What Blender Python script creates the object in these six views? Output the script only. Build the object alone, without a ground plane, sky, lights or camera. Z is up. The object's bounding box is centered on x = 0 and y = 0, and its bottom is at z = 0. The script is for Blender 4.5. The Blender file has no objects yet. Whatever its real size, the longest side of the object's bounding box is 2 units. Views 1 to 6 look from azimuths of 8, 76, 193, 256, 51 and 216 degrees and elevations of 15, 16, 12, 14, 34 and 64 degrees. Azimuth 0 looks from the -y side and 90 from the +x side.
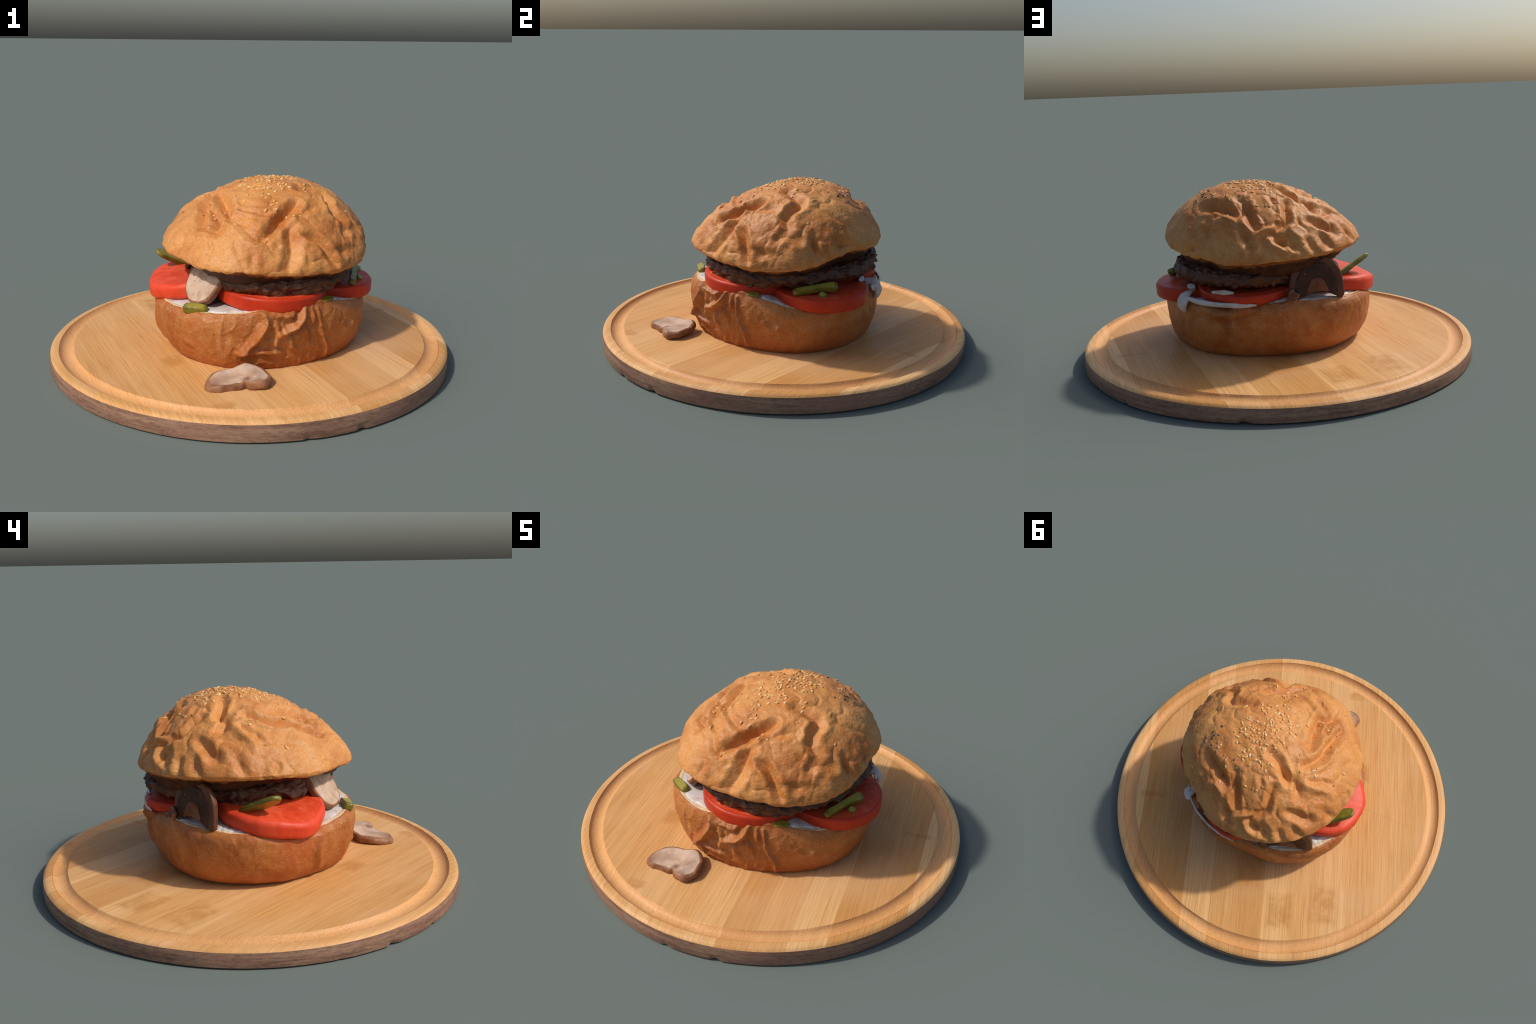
"""Hamburger with wrinkled sesame bun on a round bamboo board, plus a stray mushroom slice."""
import bpy, bmesh, math, random
import numpy as np
from mathutils import Vector, Matrix, noise

random.seed(7)
rng = np.random.default_rng(7)
TAU = math.tau

# ---------------------------------------------------------------- helpers
def periodic(values, azimuth):
    """Catmull-Rom through evenly spaced values round the circle (azimuth in radians)."""
    c = np.asarray(values, float)
    k = len(c)
    x = (np.asarray(azimuth) / TAU * k) % k
    i = np.floor(x).astype(int)
    t = x - i
    a, b, d, e = (c[(i + j) % k] for j in (-1, 0, 1, 2))
    return .5 * (2 * b + (d - a) * t + (2 * a - 5 * b + 4 * d - e) * t * t + (3 * b - a - 3 * d + e) * t ** 3)


def fractal(points, scale, octaves=3, seed=0.0, gain=.5):
    """Fractal Perlin noise at an array of points, about -1..1."""
    out = np.zeros(len(points))
    for n, p in enumerate(points):
        v = Vector((p[0] * scale + seed, p[1] * scale - seed, p[2] * scale + 2 * seed))
        amp, s = 1.0, 0.0
        for _ in range(octaves):
            s += amp * noise.noise(v)
            v = v * 2.03
            amp *= gain
        out[n] = s
    return out


def grid_normals(g):
    """Normals of a (round, along) grid that closes round its first axis."""
    du = np.roll(g, -1, 0) - np.roll(g, 1, 0)
    dv = np.empty_like(g)
    dv[:, 1:-1] = g[:, 2:] - g[:, :-2]
    dv[:, 0] = g[:, 1] - g[:, 0]
    dv[:, -1] = g[:, -1] - g[:, -2]
    n = np.cross(dv, du)
    return n / (np.linalg.norm(n, axis=-1, keepdims=True) + 1e-12)


def distance_to_path(points, path):
    """Shortest distance from each point to a polyline, and the place along it (0..1)."""
    best = np.full(len(points), 9.0)
    where = np.zeros(len(points))
    m = len(path) - 1
    for i in range(m):
        a, b = path[i], path[i + 1]
        ab = b - a
        t = np.clip(((points - a) @ ab) / (ab @ ab + 1e-12), 0, 1)
        d = np.linalg.norm(points - (a + t[:, None] * ab), axis=1)
        near = d < best
        best[near] = d[near]
        where[near] = (i + t[near]) / m
    return best, where


def smooth_path(ctrl, per=6):
    """Open Catmull-Rom through control points."""
    c = np.asarray(ctrl, float)
    if len(c) < 3:
        return np.array([c[0] + (c[-1] - c[0]) * t for t in np.linspace(0, 1, per + 1)])
    q = np.vstack([2 * c[0] - c[1], c, 2 * c[-1] - c[-2]])
    out = []
    for i in range(1, len(q) - 2):
        for t in np.arange(per) / per:
            a, b, d, e = q[i - 1:i + 3]
            out.append(.5 * (2 * b + (d - a) * t + (2 * a - 5 * b + 4 * d - e) * t * t + (3 * b - a - 3 * d + e) * t ** 3))
    out.append(c[-1])
    return np.array(out)


def fold_profile(x, shoulder=.28):
    """Section across a fold: a soft V with swollen shoulders."""
    return .55 * np.exp(-np.abs(x) ** 1.15) + .60 * np.exp(-np.abs(x) ** 2.2) - shoulder * np.exp(-((x - 2.0) / .8) ** 2)


def empty(name, location, label, category):
    o = bpy.data.objects.new(name, None)
    o.location = location
    o.empty_display_size = .1
    o["label"], o["category"] = label, category
    bpy.context.collection.objects.link(o)
    return o


def mesh_object(name, verts, faces, materials, parent=None, slots=None, sharp=None, origin=None):
    me = bpy.data.meshes.new(name)
    verts = np.asarray(verts, float)
    if origin is not None:
        verts = verts - np.asarray(origin)
    me.from_pydata(verts.tolist(), [], faces)
    for m in materials:
        me.materials.append(m)
    if slots is not None:
        me.polygons.foreach_set("material_index", np.asarray(slots, np.int32))
    me.polygons.foreach_set("use_smooth", np.ones(len(me.polygons), bool))
    me.update()
    if sharp:
        me.set_sharp_from_angle(angle=math.radians(sharp))
    o = bpy.data.objects.new(name, me)
    bpy.context.collection.objects.link(o)
    if origin is not None:
        o.location = origin
    if parent is not None:
        o.parent = parent
        o.matrix_parent_inverse = Matrix.Translation(parent.location).inverted()
    return o


def lathe_faces(nu, nv, cap_start=None, cap_end=None, slot_of_row=None):
    """Quads of a (round nu, along nv) grid; cap indices close the ends as fans."""
    faces, slots = [], []
    for v in range(nv - 1):
        s = slot_of_row(v) if slot_of_row else 0
        for u in range(nu):
            w = (u + 1) % nu
            faces.append((u * nv + v, u * nv + v + 1, w * nv + v + 1, w * nv + v))
            slots.append(s)
    for cap, row, flip in ((cap_start, 0, False), (cap_end, nv - 1, True)):
        if cap is not None:
            s = slot_of_row(min(row, nv - 2)) if slot_of_row else 0
            for u in range(nu):
                w = (u + 1) % nu
                f = (u * nv + row, w * nv + row, cap)
                faces.append(f[::-1] if flip else f)
                slots.append(s)
    return faces, slots


# ---------------------------------------------------------------- node materials
class Nodes:
    def __init__(self, name):
        self.mat = bpy.data.materials.new(name)
        self.mat.use_nodes = True
        self.t = self.mat.node_tree
        self.bsdf = self.t.nodes["Principled BSDF"]
        self.coord = self.t.nodes.new("ShaderNodeTexCoord").outputs["Object"]

    def put(self, socket, value):
        if hasattr(value, "is_output"):
            self.t.links.new(value, socket)
        elif value is not None:
            socket.default_value = value

    def mapping(self, scale=(1, 1, 1), rotation=(0, 0, 0), location=(0, 0, 0), vector=None):
        n = self.t.nodes.new("ShaderNodeMapping")
        self.put(n.inputs["Vector"], vector or self.coord)
        n.inputs["Scale"].default_value = scale
        n.inputs["Rotation"].default_value = rotation
        n.inputs["Location"].default_value = location
        return n.outputs[0]

    def noise(self, scale, detail=4, rough=.55, vector=None, distortion=0.0, out="Fac"):
        n = self.t.nodes.new("ShaderNodeTexNoise")
        self.put(n.inputs["Vector"], vector or self.coord)
        n.inputs["Scale"].default_value = scale
        n.inputs["Detail"].default_value = detail
        n.inputs["Roughness"].default_value = rough
        n.inputs["Distortion"].default_value = distortion
        return n.outputs[out]

    def voronoi(self, scale, vector=None, feature="F1", out="Distance", randomness=1.0):
        n = self.t.nodes.new("ShaderNodeTexVoronoi")
        n.feature = feature
        self.put(n.inputs["Vector"], vector or self.coord)
        n.inputs["Scale"].default_value = scale
        n.inputs["Randomness"].default_value = randomness
        return n.outputs[out]

    def ramp(self, fac, *stops, interpolation="LINEAR"):
        n = self.t.nodes.new("ShaderNodeValToRGB")
        n.color_ramp.interpolation = interpolation
        e = n.color_ramp.elements
        while len(e) < len(stops):
            e.new(.5)
        for el, (pos, col) in zip(e, stops):
            el.position = pos
            el.color = (*col, 1) if hasattr(col, "__len__") else (col, col, col, 1)
        self.put(n.inputs[0], fac)
        return n.outputs[0]

    def mix(self, fac, a, b, mode="MIX"):
        n = self.t.nodes.new("ShaderNodeMix")
        n.data_type, n.blend_type = "RGBA", mode
        self.put(n.inputs[0], fac)
        for s, v in ((n.inputs[6], a), (n.inputs[7], b)):
            self.put(s, (*v, 1) if isinstance(v, tuple) else v)
        return n.outputs[2]

    def math(self, op, a, b=None, clamp=False):
        n = self.t.nodes.new("ShaderNodeMath")
        n.operation, n.use_clamp = op, clamp
        self.put(n.inputs[0], a)
        self.put(n.inputs[1], b)
        return n.outputs[0]

    def axis(self, vector=None):
        n = self.t.nodes.new("ShaderNodeSeparateXYZ")
        self.put(n.inputs[0], vector or self.coord)
        return n.outputs

    def blob(self, centre, inner, outer):
        """Mask: 1 within inner metres of a point in object space, 0 beyond outer."""
        n = self.t.nodes.new("ShaderNodeVectorMath")
        n.operation = "DISTANCE"
        self.put(n.inputs[0], self.coord)
        n.inputs[1].default_value = centre
        r = self.t.nodes.new("ShaderNodeMapRange")
        self.put(r.inputs[0], n.outputs["Value"])
        r.inputs[1].default_value, r.inputs[2].default_value = inner, outer
        r.inputs[3].default_value, r.inputs[4].default_value = 1, 0
        return r.outputs[0]

    def random(self):
        return self.t.nodes.new("ShaderNodeObjectInfo").outputs["Random"]

    def finish(self, color, rough=.6, bump=None, bump_strength=.3, bump_distance=.003, specular=.3, **extra):
        self.put(self.bsdf.inputs["Base Color"], (*color, 1) if isinstance(color, tuple) else color)
        self.put(self.bsdf.inputs["Roughness"], rough)
        self.bsdf.inputs["Specular IOR Level"].default_value = specular
        for k, v in extra.items():
            self.put(self.bsdf.inputs[k.replace("_", " ")], v)
        if bump is not None:
            b = self.t.nodes.new("ShaderNodeBump")
            b.inputs["Strength"].default_value = bump_strength
            b.inputs["Distance"].default_value = bump_distance
            self.put(b.inputs["Height"], bump)
            self.t.links.new(b.outputs[0], self.bsdf.inputs["Normal"])
        return self.mat


def crust_material(name, tan, brown, pale, blotch=4.0):
    m = Nodes(name)
    base = m.mix(m.ramp(m.noise(blotch, 4, .55, distortion=.4), (.36, 0.0), (.66, 1.0)), tan, brown)
    base = m.mix(m.ramp(m.noise(17, 4, .6), (.42, 0.0), (.75, .55)), base, pale)
    grain = m.noise(130, 3, .65)
    base = m.mix(.50, base, m.ramp(grain, (.30, (.50, .42, .36)), (.68, (1.06, 1.06, 1.06))), "MULTIPLY")
    cells = m.voronoi(120, m.mapping(location=(3.1, .7, 1.9)))
    keep = m.ramp(m.noise(14, 3, .6), (.40, 0.0), (.60, 1.0))
    specks = m.math("MULTIPLY", m.ramp(cells, (.06, 1.0), (.34, 0.0)), keep)
    base = m.mix(m.math("MULTIPLY", specks, .62), base, (.84, .53, .27))
    bump = m.math("ADD", m.math("MULTIPLY", grain, .7), m.math("MULTIPLY", specks, .6))
    return m, base, bump


def make_materials():
    M = {}
    # crown crust
    m, c, b = crust_material("bun_crust", (.73, .322, .088), (.53, .170, .030), (.77, .385, .145))
    M["crust"] = m.finish(c, rough=.52, bump=b, bump_strength=.35, bump_distance=.003, specular=.35)
    # toasted underside of the crown
    m = Nodes("bun_underside")
    c = m.ramp(m.noise(9, 4, .6), (.3, (.14, .050, .014)), (.7, (.32, .12, .03)))
    M["underside"] = m.finish(c, rough=.6, bump=m.noise(120, 3), bump_strength=.3)
    m = Nodes("dark_inner_underside")
    c = m.ramp(m.noise(13, 5, .65), (.3, (.030, .010, .006)), (.7, (.085, .028, .013)))  # near-black brown for the inner part of the crown's underside
    M["underside_dark"] = m.finish(c, rough=.55, bump=m.noise(80, 4), bump_strength=.4)
    # heel crust: baked darker where it lay on the oven tray
    m, c, b = crust_material("heel_crust", (.54, .192, .045), (.38, .098, .016), (.62, .285, .10), blotch=5)
    z = m.axis()[2]
    baked = m.math("ADD", m.math("MULTIPLY", z, -4.0), m.math("ADD", m.math("MULTIPLY", m.noise(6, 3), .9), .50), clamp=True)
    c = m.mix(m.math("MULTIPLY", baked, .85), c, (.37, .080, .012))
    # tomato juice soaked into the crust under the big slice
    juice = m.math("MULTIPLY", m.blob((-.47, -.10, .31), .07, .15), m.ramp(m.noise(22, 4), (.35, .4), (.6, 1.0)))
    c = m.mix(m.math("MULTIPLY", juice, .6), c, (.50, .095, .03))
    # dark red-brown patch on the torn lip
    lip_patch = m.math("MULTIPLY", m.blob((.13, .46, .33), .04, .15), m.ramp(m.noise(18, 4), (.40, 0.0), (.55, 1.0)))
    c = m.mix(m.math("MULTIPLY", lip_patch, .7), c, (.22, .05, .012))
    M["heel_crust"] = m.finish(c, rough=.48, bump=b, bump_strength=.35, bump_distance=.003, specular=.35)
    # soft bread cut face
    m = Nodes("bread_crumb")
    c = m.ramp(m.noise(30, 5, .65), (.3, (.62, .42, .22)), (.7, (.80, .66, .46)))
    M["crumb"] = m.finish(c, rough=.85, bump=m.noise(90, 4), bump_strength=.6, bump_distance=.006)
    # white sauce
    m = Nodes("white_sauce")
    c = m.ramp(m.noise(16, 5, .6), (.30, (.48, .39, .31)), (.52, (.66, .61, .57)))
    M["sauce"] = m.finish(c, rough=.35, bump=m.noise(60, 3), bump_strength=.25, specular=.5)
    # tomato skin / flesh
    m = Nodes("tomato_skin")
    c = m.ramp(m.noise(8, 3, .6), (.3, (.46, .028, .007)), (.7, (.62, .048, .012)))
    M["tomato_skin"] = m.finish(c, rough=.42, bump=m.noise(50, 2), bump_strength=.08, specular=.3)
    m = Nodes("tomato_pulp")
    c = m.ramp(m.noise(7, 3, .6), (.3, (.68, .050, .016)), (.7, (.82, .090, .032)))
    M["tomato_pulp"] = m.finish(c, rough=.45, bump=m.noise(38, 5, .65), bump_strength=.45, bump_distance=.006, specular=.3)
    m = Nodes("tomato_flesh")
    fibres = m.noise(9, 5, .65, distortion=1.2)
    c = m.ramp(fibres, (.28, (.60, .040, .012)), (.5, (.74, .075, .024)), (.75, (.80, .16, .07)))
    seeds = m.ramp(m.voronoi(22), (.10, 1.0), (.2, 0.0))
    c = m.mix(m.math("MULTIPLY", seeds, .35), c, (.85, .35, .10))
    M["tomato_flesh"] = m.finish(c, rough=.45, bump=m.noise(35, 4), bump_strength=.3, specular=.3)
    # patty
    m = Nodes("grilled_meat")
    c = m.ramp(m.noise(24, 6, .7), (.28, (.042, .013, .006)), (.55, (.115, .038, .017)), (.8, (.21, .085, .042)))
    M["meat"] = m.finish(c, rough=.45, bump=m.noise(70, 5, .7), bump_strength=.6, bump_distance=.006, specular=.45)
    # mushrooms
    m = Nodes("raw_mushroom_flesh")
    c = m.ramp(m.noise(14, 5, .6), (.32, (.36, .20, .12)), (.50, (.56, .38, .26)), (.75, (.68, .52, .40)))
    spots = m.math("MULTIPLY", m.ramp(m.voronoi(40, m.mapping(scale=(1, 1, .6))), (.10, 1.0), (.22, 0.0)), m.ramp(m.noise(13, 2), (.50, 0.0), (.58, 1.0)))
    c = m.mix(m.math("MULTIPLY", spots, .8), c, (.16, .07, .035))
    M["mushroom_pale"] = m.finish(c, rough=.55, bump=m.noise(60, 4), bump_strength=.3, specular=.35)
    m = Nodes("wilted_mushroom_flesh")
    c = m.ramp(m.noise(12, 5, .6), (.30, (.44, .26, .16)), (.55, (.62, .43, .31)), (.8, (.66, .50, .38)))
    wob = m.ramp(m.noise(24, 4, .6), (.3, .3), (.6, 1.0))
    for spot, inner, outer in (((-.115, -.085, .01), .025, .060), ((.085, -.055, .01), .015, .045), ((.03, -.03, .02), .008, .035)):
        c = m.mix(m.math("MULTIPLY", m.math("MULTIPLY", m.blob(spot, inner, outer), wob), .9), c, (.20, .085, .04))
    M["mushroom_stray"] = m.finish(c, rough=.5, bump=m.noise(45, 4), bump_strength=.4, specular=.35)
    m = Nodes("mushroom_skin")
    c = m.ramp(m.noise(16, 5, .6), (.3, (.16, .062, .028)), (.6, (.34, .155, .075)), (.85, (.50, .28, .15)))
    M["mushroom_skin"] = m.finish(c, rough=.5, bump=m.noise(70, 4), bump_strength=.3)
    m = Nodes("cooked_mushroom_cap")
    c = m.ramp(m.noise(14, 5, .6), (.3, (.080, .024, .010)), (.7, (.18, .062, .024)))
    M["mushroom_cap"] = m.finish(c, rough=.42, bump=m.noise(60, 4), bump_strength=.3, specular=.45)
    m = Nodes("cooked_mushroom_gills")
    c = m.ramp(m.noise(20, 4, .6), (.3, (.034, .012, .006)), (.7, (.095, .034, .016)))
    M["mushroom_gills"] = m.finish(c, rough=.5, bump=m.noise(90, 3), bump_strength=.4)
    m = Nodes("cooked_mushroom_stem")
    c = m.ramp(m.noise(18, 5, .6), (.3, (.11, .036, .014)), (.7, (.24, .088, .034)))
    M["mushroom_stem"] = m.finish(c, rough=.5, bump=m.noise(60, 4), bump_strength=.3)
    # pickles
    m = Nodes("pickle_skin")
    c = m.ramp(m.noise(18, 4, .6), (.3, (.11, .10, .010)), (.7, (.27, .22, .022)))
    M["pickle_skin"] = m.finish(c, rough=.35, bump=m.noise(40, 3), bump_strength=.2, specular=.5)
    m = Nodes("pickle_flesh")
    c = m.ramp(m.noise(15, 4, .6), (.3, (.27, .23, .025)), (.7, (.46, .38, .06)))
    M["pickle_flesh"] = m.finish(c, rough=.35, bump=m.noise(60, 3), bump_strength=.2, specular=.5)
    # sesame seeds
    m = Nodes("sesame_pale")
    c = m.ramp(m.random(), (0, (.52, .24, .07)), (.4, (.70, .37, .115)), (.85, (.82, .48, .18)), (1, (.80, .58, .34)))
    M["sesame"] = m.finish(c, rough=.45, specular=.4)
    m = Nodes("dark_fleck")
    c = m.ramp(m.random(), (0, (.06, .035, .025)), (.6, (.14, .09, .065)), (1, (.40, .27, .18)))
    M["dark_fleck"] = m.finish(c, rough=.45, specular=.4)
    # bamboo
    turn = -math.radians(GRAIN_DEGREES)
    for key, side in (("bamboo", 0), ("bamboo_edge", 1), ("bamboo_groove", 2)):
        m = Nodes(key)
        along = m.mapping(rotation=(0, 0, turn))
        stretched = m.mapping(scale=(.8, 30, 8), vector=along)
        fine = m.mapping(scale=(2.2, 170, 30), vector=along)
        tone = m.random()
        a = m.ramp(tone, (0, (.59, .268, .072)), (.5, (.77, .41, .145)), (1, (.92, .56, .250)))
        streak = m.noise(2.0, 5, .6, stretched)
        c = m.mix(m.ramp(streak, (.38, 0.0), (.72, .62)), a, (.66, .30, .080))
        fibre = m.noise(1.6, 4, .7, fine)
        c = m.mix(.60, c, m.ramp(fibre, (.34, (.52, .42, .34)), (.56, (1.0, 1.0, 1.0))), "MULTIPLY")
        patch = m.noise(2.3, 3, .5)
        c = m.mix(m.ramp(patch, (.45, 0.0), (.75, .45)), c, (.78, .46, .24))
        bump = m.math("ADD", m.math("MULTIPLY", fibre, .6), m.math("MULTIPLY", streak, .3))
        if side == 2:
            pores = m.noise(150, 3, .7, m.mapping(scale=(1, 1, 1.6)))
            c = m.mix(.45, c, (.80, .41, .165))
            c = m.mix(.35, c, m.ramp(pores, (.36, (.50, .40, .34)), (.52, (1.0, 1.0, 1.0))), "MULTIPLY")
            bump = pores
        elif side:
            ring = m.noise(2.6, 5, .65, m.mapping(scale=(1.3, 1.3, 22)))
            c = m.ramp(ring, (.28, (.18, .085, .060)), (.5, (.33, .185, .120)), (.75, (.46, .28, .18)))
            pores = m.noise(55, 4, .7, m.mapping(scale=(.6, .6, 2.0)))
            c = m.mix(.60, c, m.ramp(pores, (.36, (.42, .34, .32)), (.55, (1.0, 1.0, 1.0))), "MULTIPLY")
            warm = m.noise(1.7, 3, .5, m.mapping(location=(4, 2, 1)))
            c = m.mix(m.ramp(warm, (.50, 0.0), (.70, .5)), c, (.36, .165, .115))
            bump = m.math("ADD", pores, m.math("MULTIPLY", ring, .5))
        else:
            # culm nodes: short darker bars across single strips
            for x, y, rx, ry in ((.62, .46, .016, .075), (-.13, .50, .10, .075), (-.42, .58, .09, .07), (-.60, .40, .10, .075), (.02, -.86, .03, .06), (-.30, -.42, .06, .05)):
                v = m.mapping(location=(-x, -y, 0))
                v = m.mapping(rotation=(0, 0, turn), vector=v)
                ax = m.axis(v)
                dx = m.math("DIVIDE", m.math("ABSOLUTE", m.math("ADD", ax[0], m.math("MULTIPLY", m.math("SUBTRACT", m.noise(14, 3), .5), .05))), rx)
                dy = m.math("DIVIDE", m.math("ABSOLUTE", ax[1]), ry)
                inside = m.math("SUBTRACT", 1.25, m.math("MAXIMUM", dx, dy), clamp=True)
                inside = m.math("MULTIPLY", m.math("MINIMUM", m.math("MULTIPLY", inside, 2.0), 1.0), .80)
                c = m.mix(m.math("MULTIPLY", inside, m.math("MULTIPLY", m.ramp(fibre, (.3, 1.0), (.7, .5)), m.ramp(m.noise(20, 4), (.35, .3), (.6, 1.0)))), c, (.50, .205, .040))
            # knife scratches
            for ang, off in ((.35, .13), (-.12, .31), (.6, -.22)):
                v = m.mapping(rotation=(0, 0, turn + 1.57 + ang), location=(0, off, 0))
                line = m.math("LESS_THAN", m.math("ABSOLUTE", m.axis(v)[1]), .0012)
                far = m.blob((-.58, -.22, .1), .16, .30)
                c = m.mix(m.math("MULTIPLY", m.math("MULTIPLY", line, far), .35), c, (.42, .20, .07))
        M[key] = m.finish(c, rough=.5, bump=bump, bump_strength=.25, bump_distance=.002, specular=.3)
    return M


GRAIN_DEGREES = 123.0          # bamboo strips run this way in plan
MAT = make_materials()

# ---------------------------------------------------------------- board
BOARD_TOP = .0965
def board_height(x, y):
    return .0875 - .0110 * (-.85 * x + .53 * y)


def build_board():
    board = empty("wooden_board", (0, 0, 0), "round bamboo serving board with a juice groove", "cutting board")
    # radius, height of the turned profile, from the middle of the top to the middle underneath
    profile = [(.02, BOARD_TOP), (.30, BOARD_TOP), (.45, BOARD_TOP), (.60, BOARD_TOP), (.72, BOARD_TOP), (.80, BOARD_TOP), (.86, BOARD_TOP), (.8825, BOARD_TOP),
               (.8845, .0945), (.889, .0865), (.898, .0785), (.912, .0735), (.926, .0735), (.939, .0785), (.948, .0865), (.9535, .0940), (.9548, .0918), (.9560, .0960),
               (.972, .0950), (.983, .0935), (.9905, .0895), (.9970, .082), (.9990, .070), (1.0005, .055), (1.0010, .035), (1.0012, .016), (1.000, .006), (.994, .001),
               (.96, .0), (.80, .0), (.50, .0), (.02, .0)]
    side_from = 21
    nu, nv = 720, len(profile)
    az = np.arange(nu) / nu * TAU
    r = np.array([p[0] for p in profile])
    z = np.array([p[1] for p in profile])
    R = np.repeat(r[None], nu, 0)
    Z = np.repeat(z[None], nu, 0)
    # slightly uneven turning; worn lower arris with chips, cut back on the far right
    ring = np.stack([np.cos(az), np.sin(az), 0 * az], 1)
    wave = fractal(ring, 2.0, 3, 4.1) * .0016
    R[:, 8:29] += wave[:, None] * np.clip((r[8:29] - .8) / .2, 0, 1)
    groove_wave = fractal(ring, 5, 2, 9.3) * .0025
    R[:, 8:18] += groove_wave[:, None]
    chip = np.clip(fractal(ring, 14, 2, 2.7) - .55, 0, 1) * .03
    for row, k in ((25, .6), (26, 1.2), (27, 1.4)):
        R[:, row] -= chip * k
    cut = np.exp(-((np.degrees(az) - 52) / 9.0) ** 2) * .005
    for row, k in ((24, .2), (25, .6), (26, 1.0), (27, 1.2)):
        R[:, row] -= cut * k
    Z[:, :21] += (fractal(np.stack([(R[:, 10] * np.cos(az)), R[:, 10] * np.sin(az), 0 * az], 1), 2.0, 2, 1.3) * .0012)[:, None] * np.clip(r[:21] / .9, 0, 1)[None]
    # the board is planed thinner towards the far left
    X, Y = R * np.cos(az)[:, None], R * np.sin(az)[:, None]
    Z += (board_height(X, Y) - BOARD_TOP) * np.clip(Z / BOARD_TOP, 0, 1)
    g = np.stack([X, Y, Z], -1)
    verts = np.vstack([g.reshape(-1, 3), [[0, 0, board_height(0, 0)], [0, 0, 0]]])
    n = nu * nv
    faces, slots = lathe_faces(nu, nv, n, n + 1, lambda v: 1 if side_from <= v else 2 if 8 <= v <= 14 else 0)
    whole = bpy.data.meshes.new("whole_board")
    whole.from_pydata(verts.tolist(), [], faces)
    whole.polygons.foreach_set("material_index", np.array(slots, np.int32))
    # saw the disc into glued strips along the grain
    d = Vector((math.cos(math.radians(GRAIN_DEGREES)), math.sin(math.radians(GRAIN_DEGREES)), 0))
    across = Vector((d.y, -d.x, 0))
    cuts = [-1.01, -.88, -.73, -.575, -.414, -.245, -.083, .062, .208, .365, .525, .675, .83, 1.01]
    for lo, hi in zip(cuts[:-1], cuts[1:]):
        bm = bmesh.new()
        bm.from_mesh(whole)
        for off, keep in ((lo, 1), (hi, -1)):
            bmesh.ops.bisect_plane(bm, geom=bm.verts[:] + bm.edges[:] + bm.faces[:], plane_co=across * off, plane_no=across * keep, clear_inner=True, dist=1e-6)
        bmesh.ops.recalc_face_normals(bm, faces=bm.faces[:])
        me = bpy.data.meshes.new("bamboo_strip")
        bm.to_mesh(me)
        bm.free()
        me.materials.append(MAT["bamboo"])
        me.materials.append(MAT["bamboo_edge"])
        me.materials.append(MAT["bamboo_groove"])
        me.polygons.foreach_set("use_smooth", np.ones(len(me.polygons), bool))
        me.set_sharp_from_angle(angle=math.radians(24))
        # faces must look outwards: top faces up
        top = [p for p in me.polygons if p.center.z > .07 and abs(p.normal.z) > .9]
        if top and sum(p.normal.z for p in top) < 0:
            me.flip_normals()
        o = bpy.data.objects.new("bamboo_strip", me)
        bpy.context.collection.objects.link(o)
        o.parent = board
    bpy.data.meshes.remove(whole)


# ---------------------------------------------------------------- crown of the bun
CX, CY = .075, .01                 # axis of the bun
CROWN_RADIUS = [0.500, 0.484, 0.486, 0.483, 0.517, 0.523, 0.530, 0.523, 0.512, 0.503, 0.498, 0.526, 0.517, 0.484, 0.487, 0.507]
CROWN_RIM_Z = [0.584, 0.630, 0.622, 0.598, 0.574, 0.579, 0.592, 0.600, 0.597, 0.585, 0.575, 0.565, 0.566, 0.552, 0.543, 0.548]
CROWN_FULL = [1.752, 1.783, 1.879, 1.898, 1.907, 2.060, 2.180, 2.250, 2.250, 2.180, 2.080, 2.060, 2.080, 2.050, 1.946, 1.820]
CROWN_SKIRT = [1.60, 1.65, 1.55, 1.45, 1.35, 1.25, 1.20, 1.20, 1.20, 1.20, 1.20, 1.25, 1.30, 1.40, 1.50, 1.55]   # high: rounds under at the rim, low: flares
CROWN_LIP = [.022, .026, .030, .018, .004, .003, .005, .014, .014, .010, .006, .003, .004, .008, .008, .013]
CROWN_TOP, APEX_X, APEX_Y = .898, .082, .080
# broad swellings of the dome: azimuth, way from apex, radius, height
CROWN_SWELLS = [(336, .40, .11, .008), (77, .36, .08, .004), (215, .46, .10, -.005), (160, .40, .09, -.006), (280, .45, .09, -.013), (97, .42, .07, -.010), (210, .76, .13, .017), (165, .76, .10, .009), (250, .80, .09, .006)]

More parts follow.
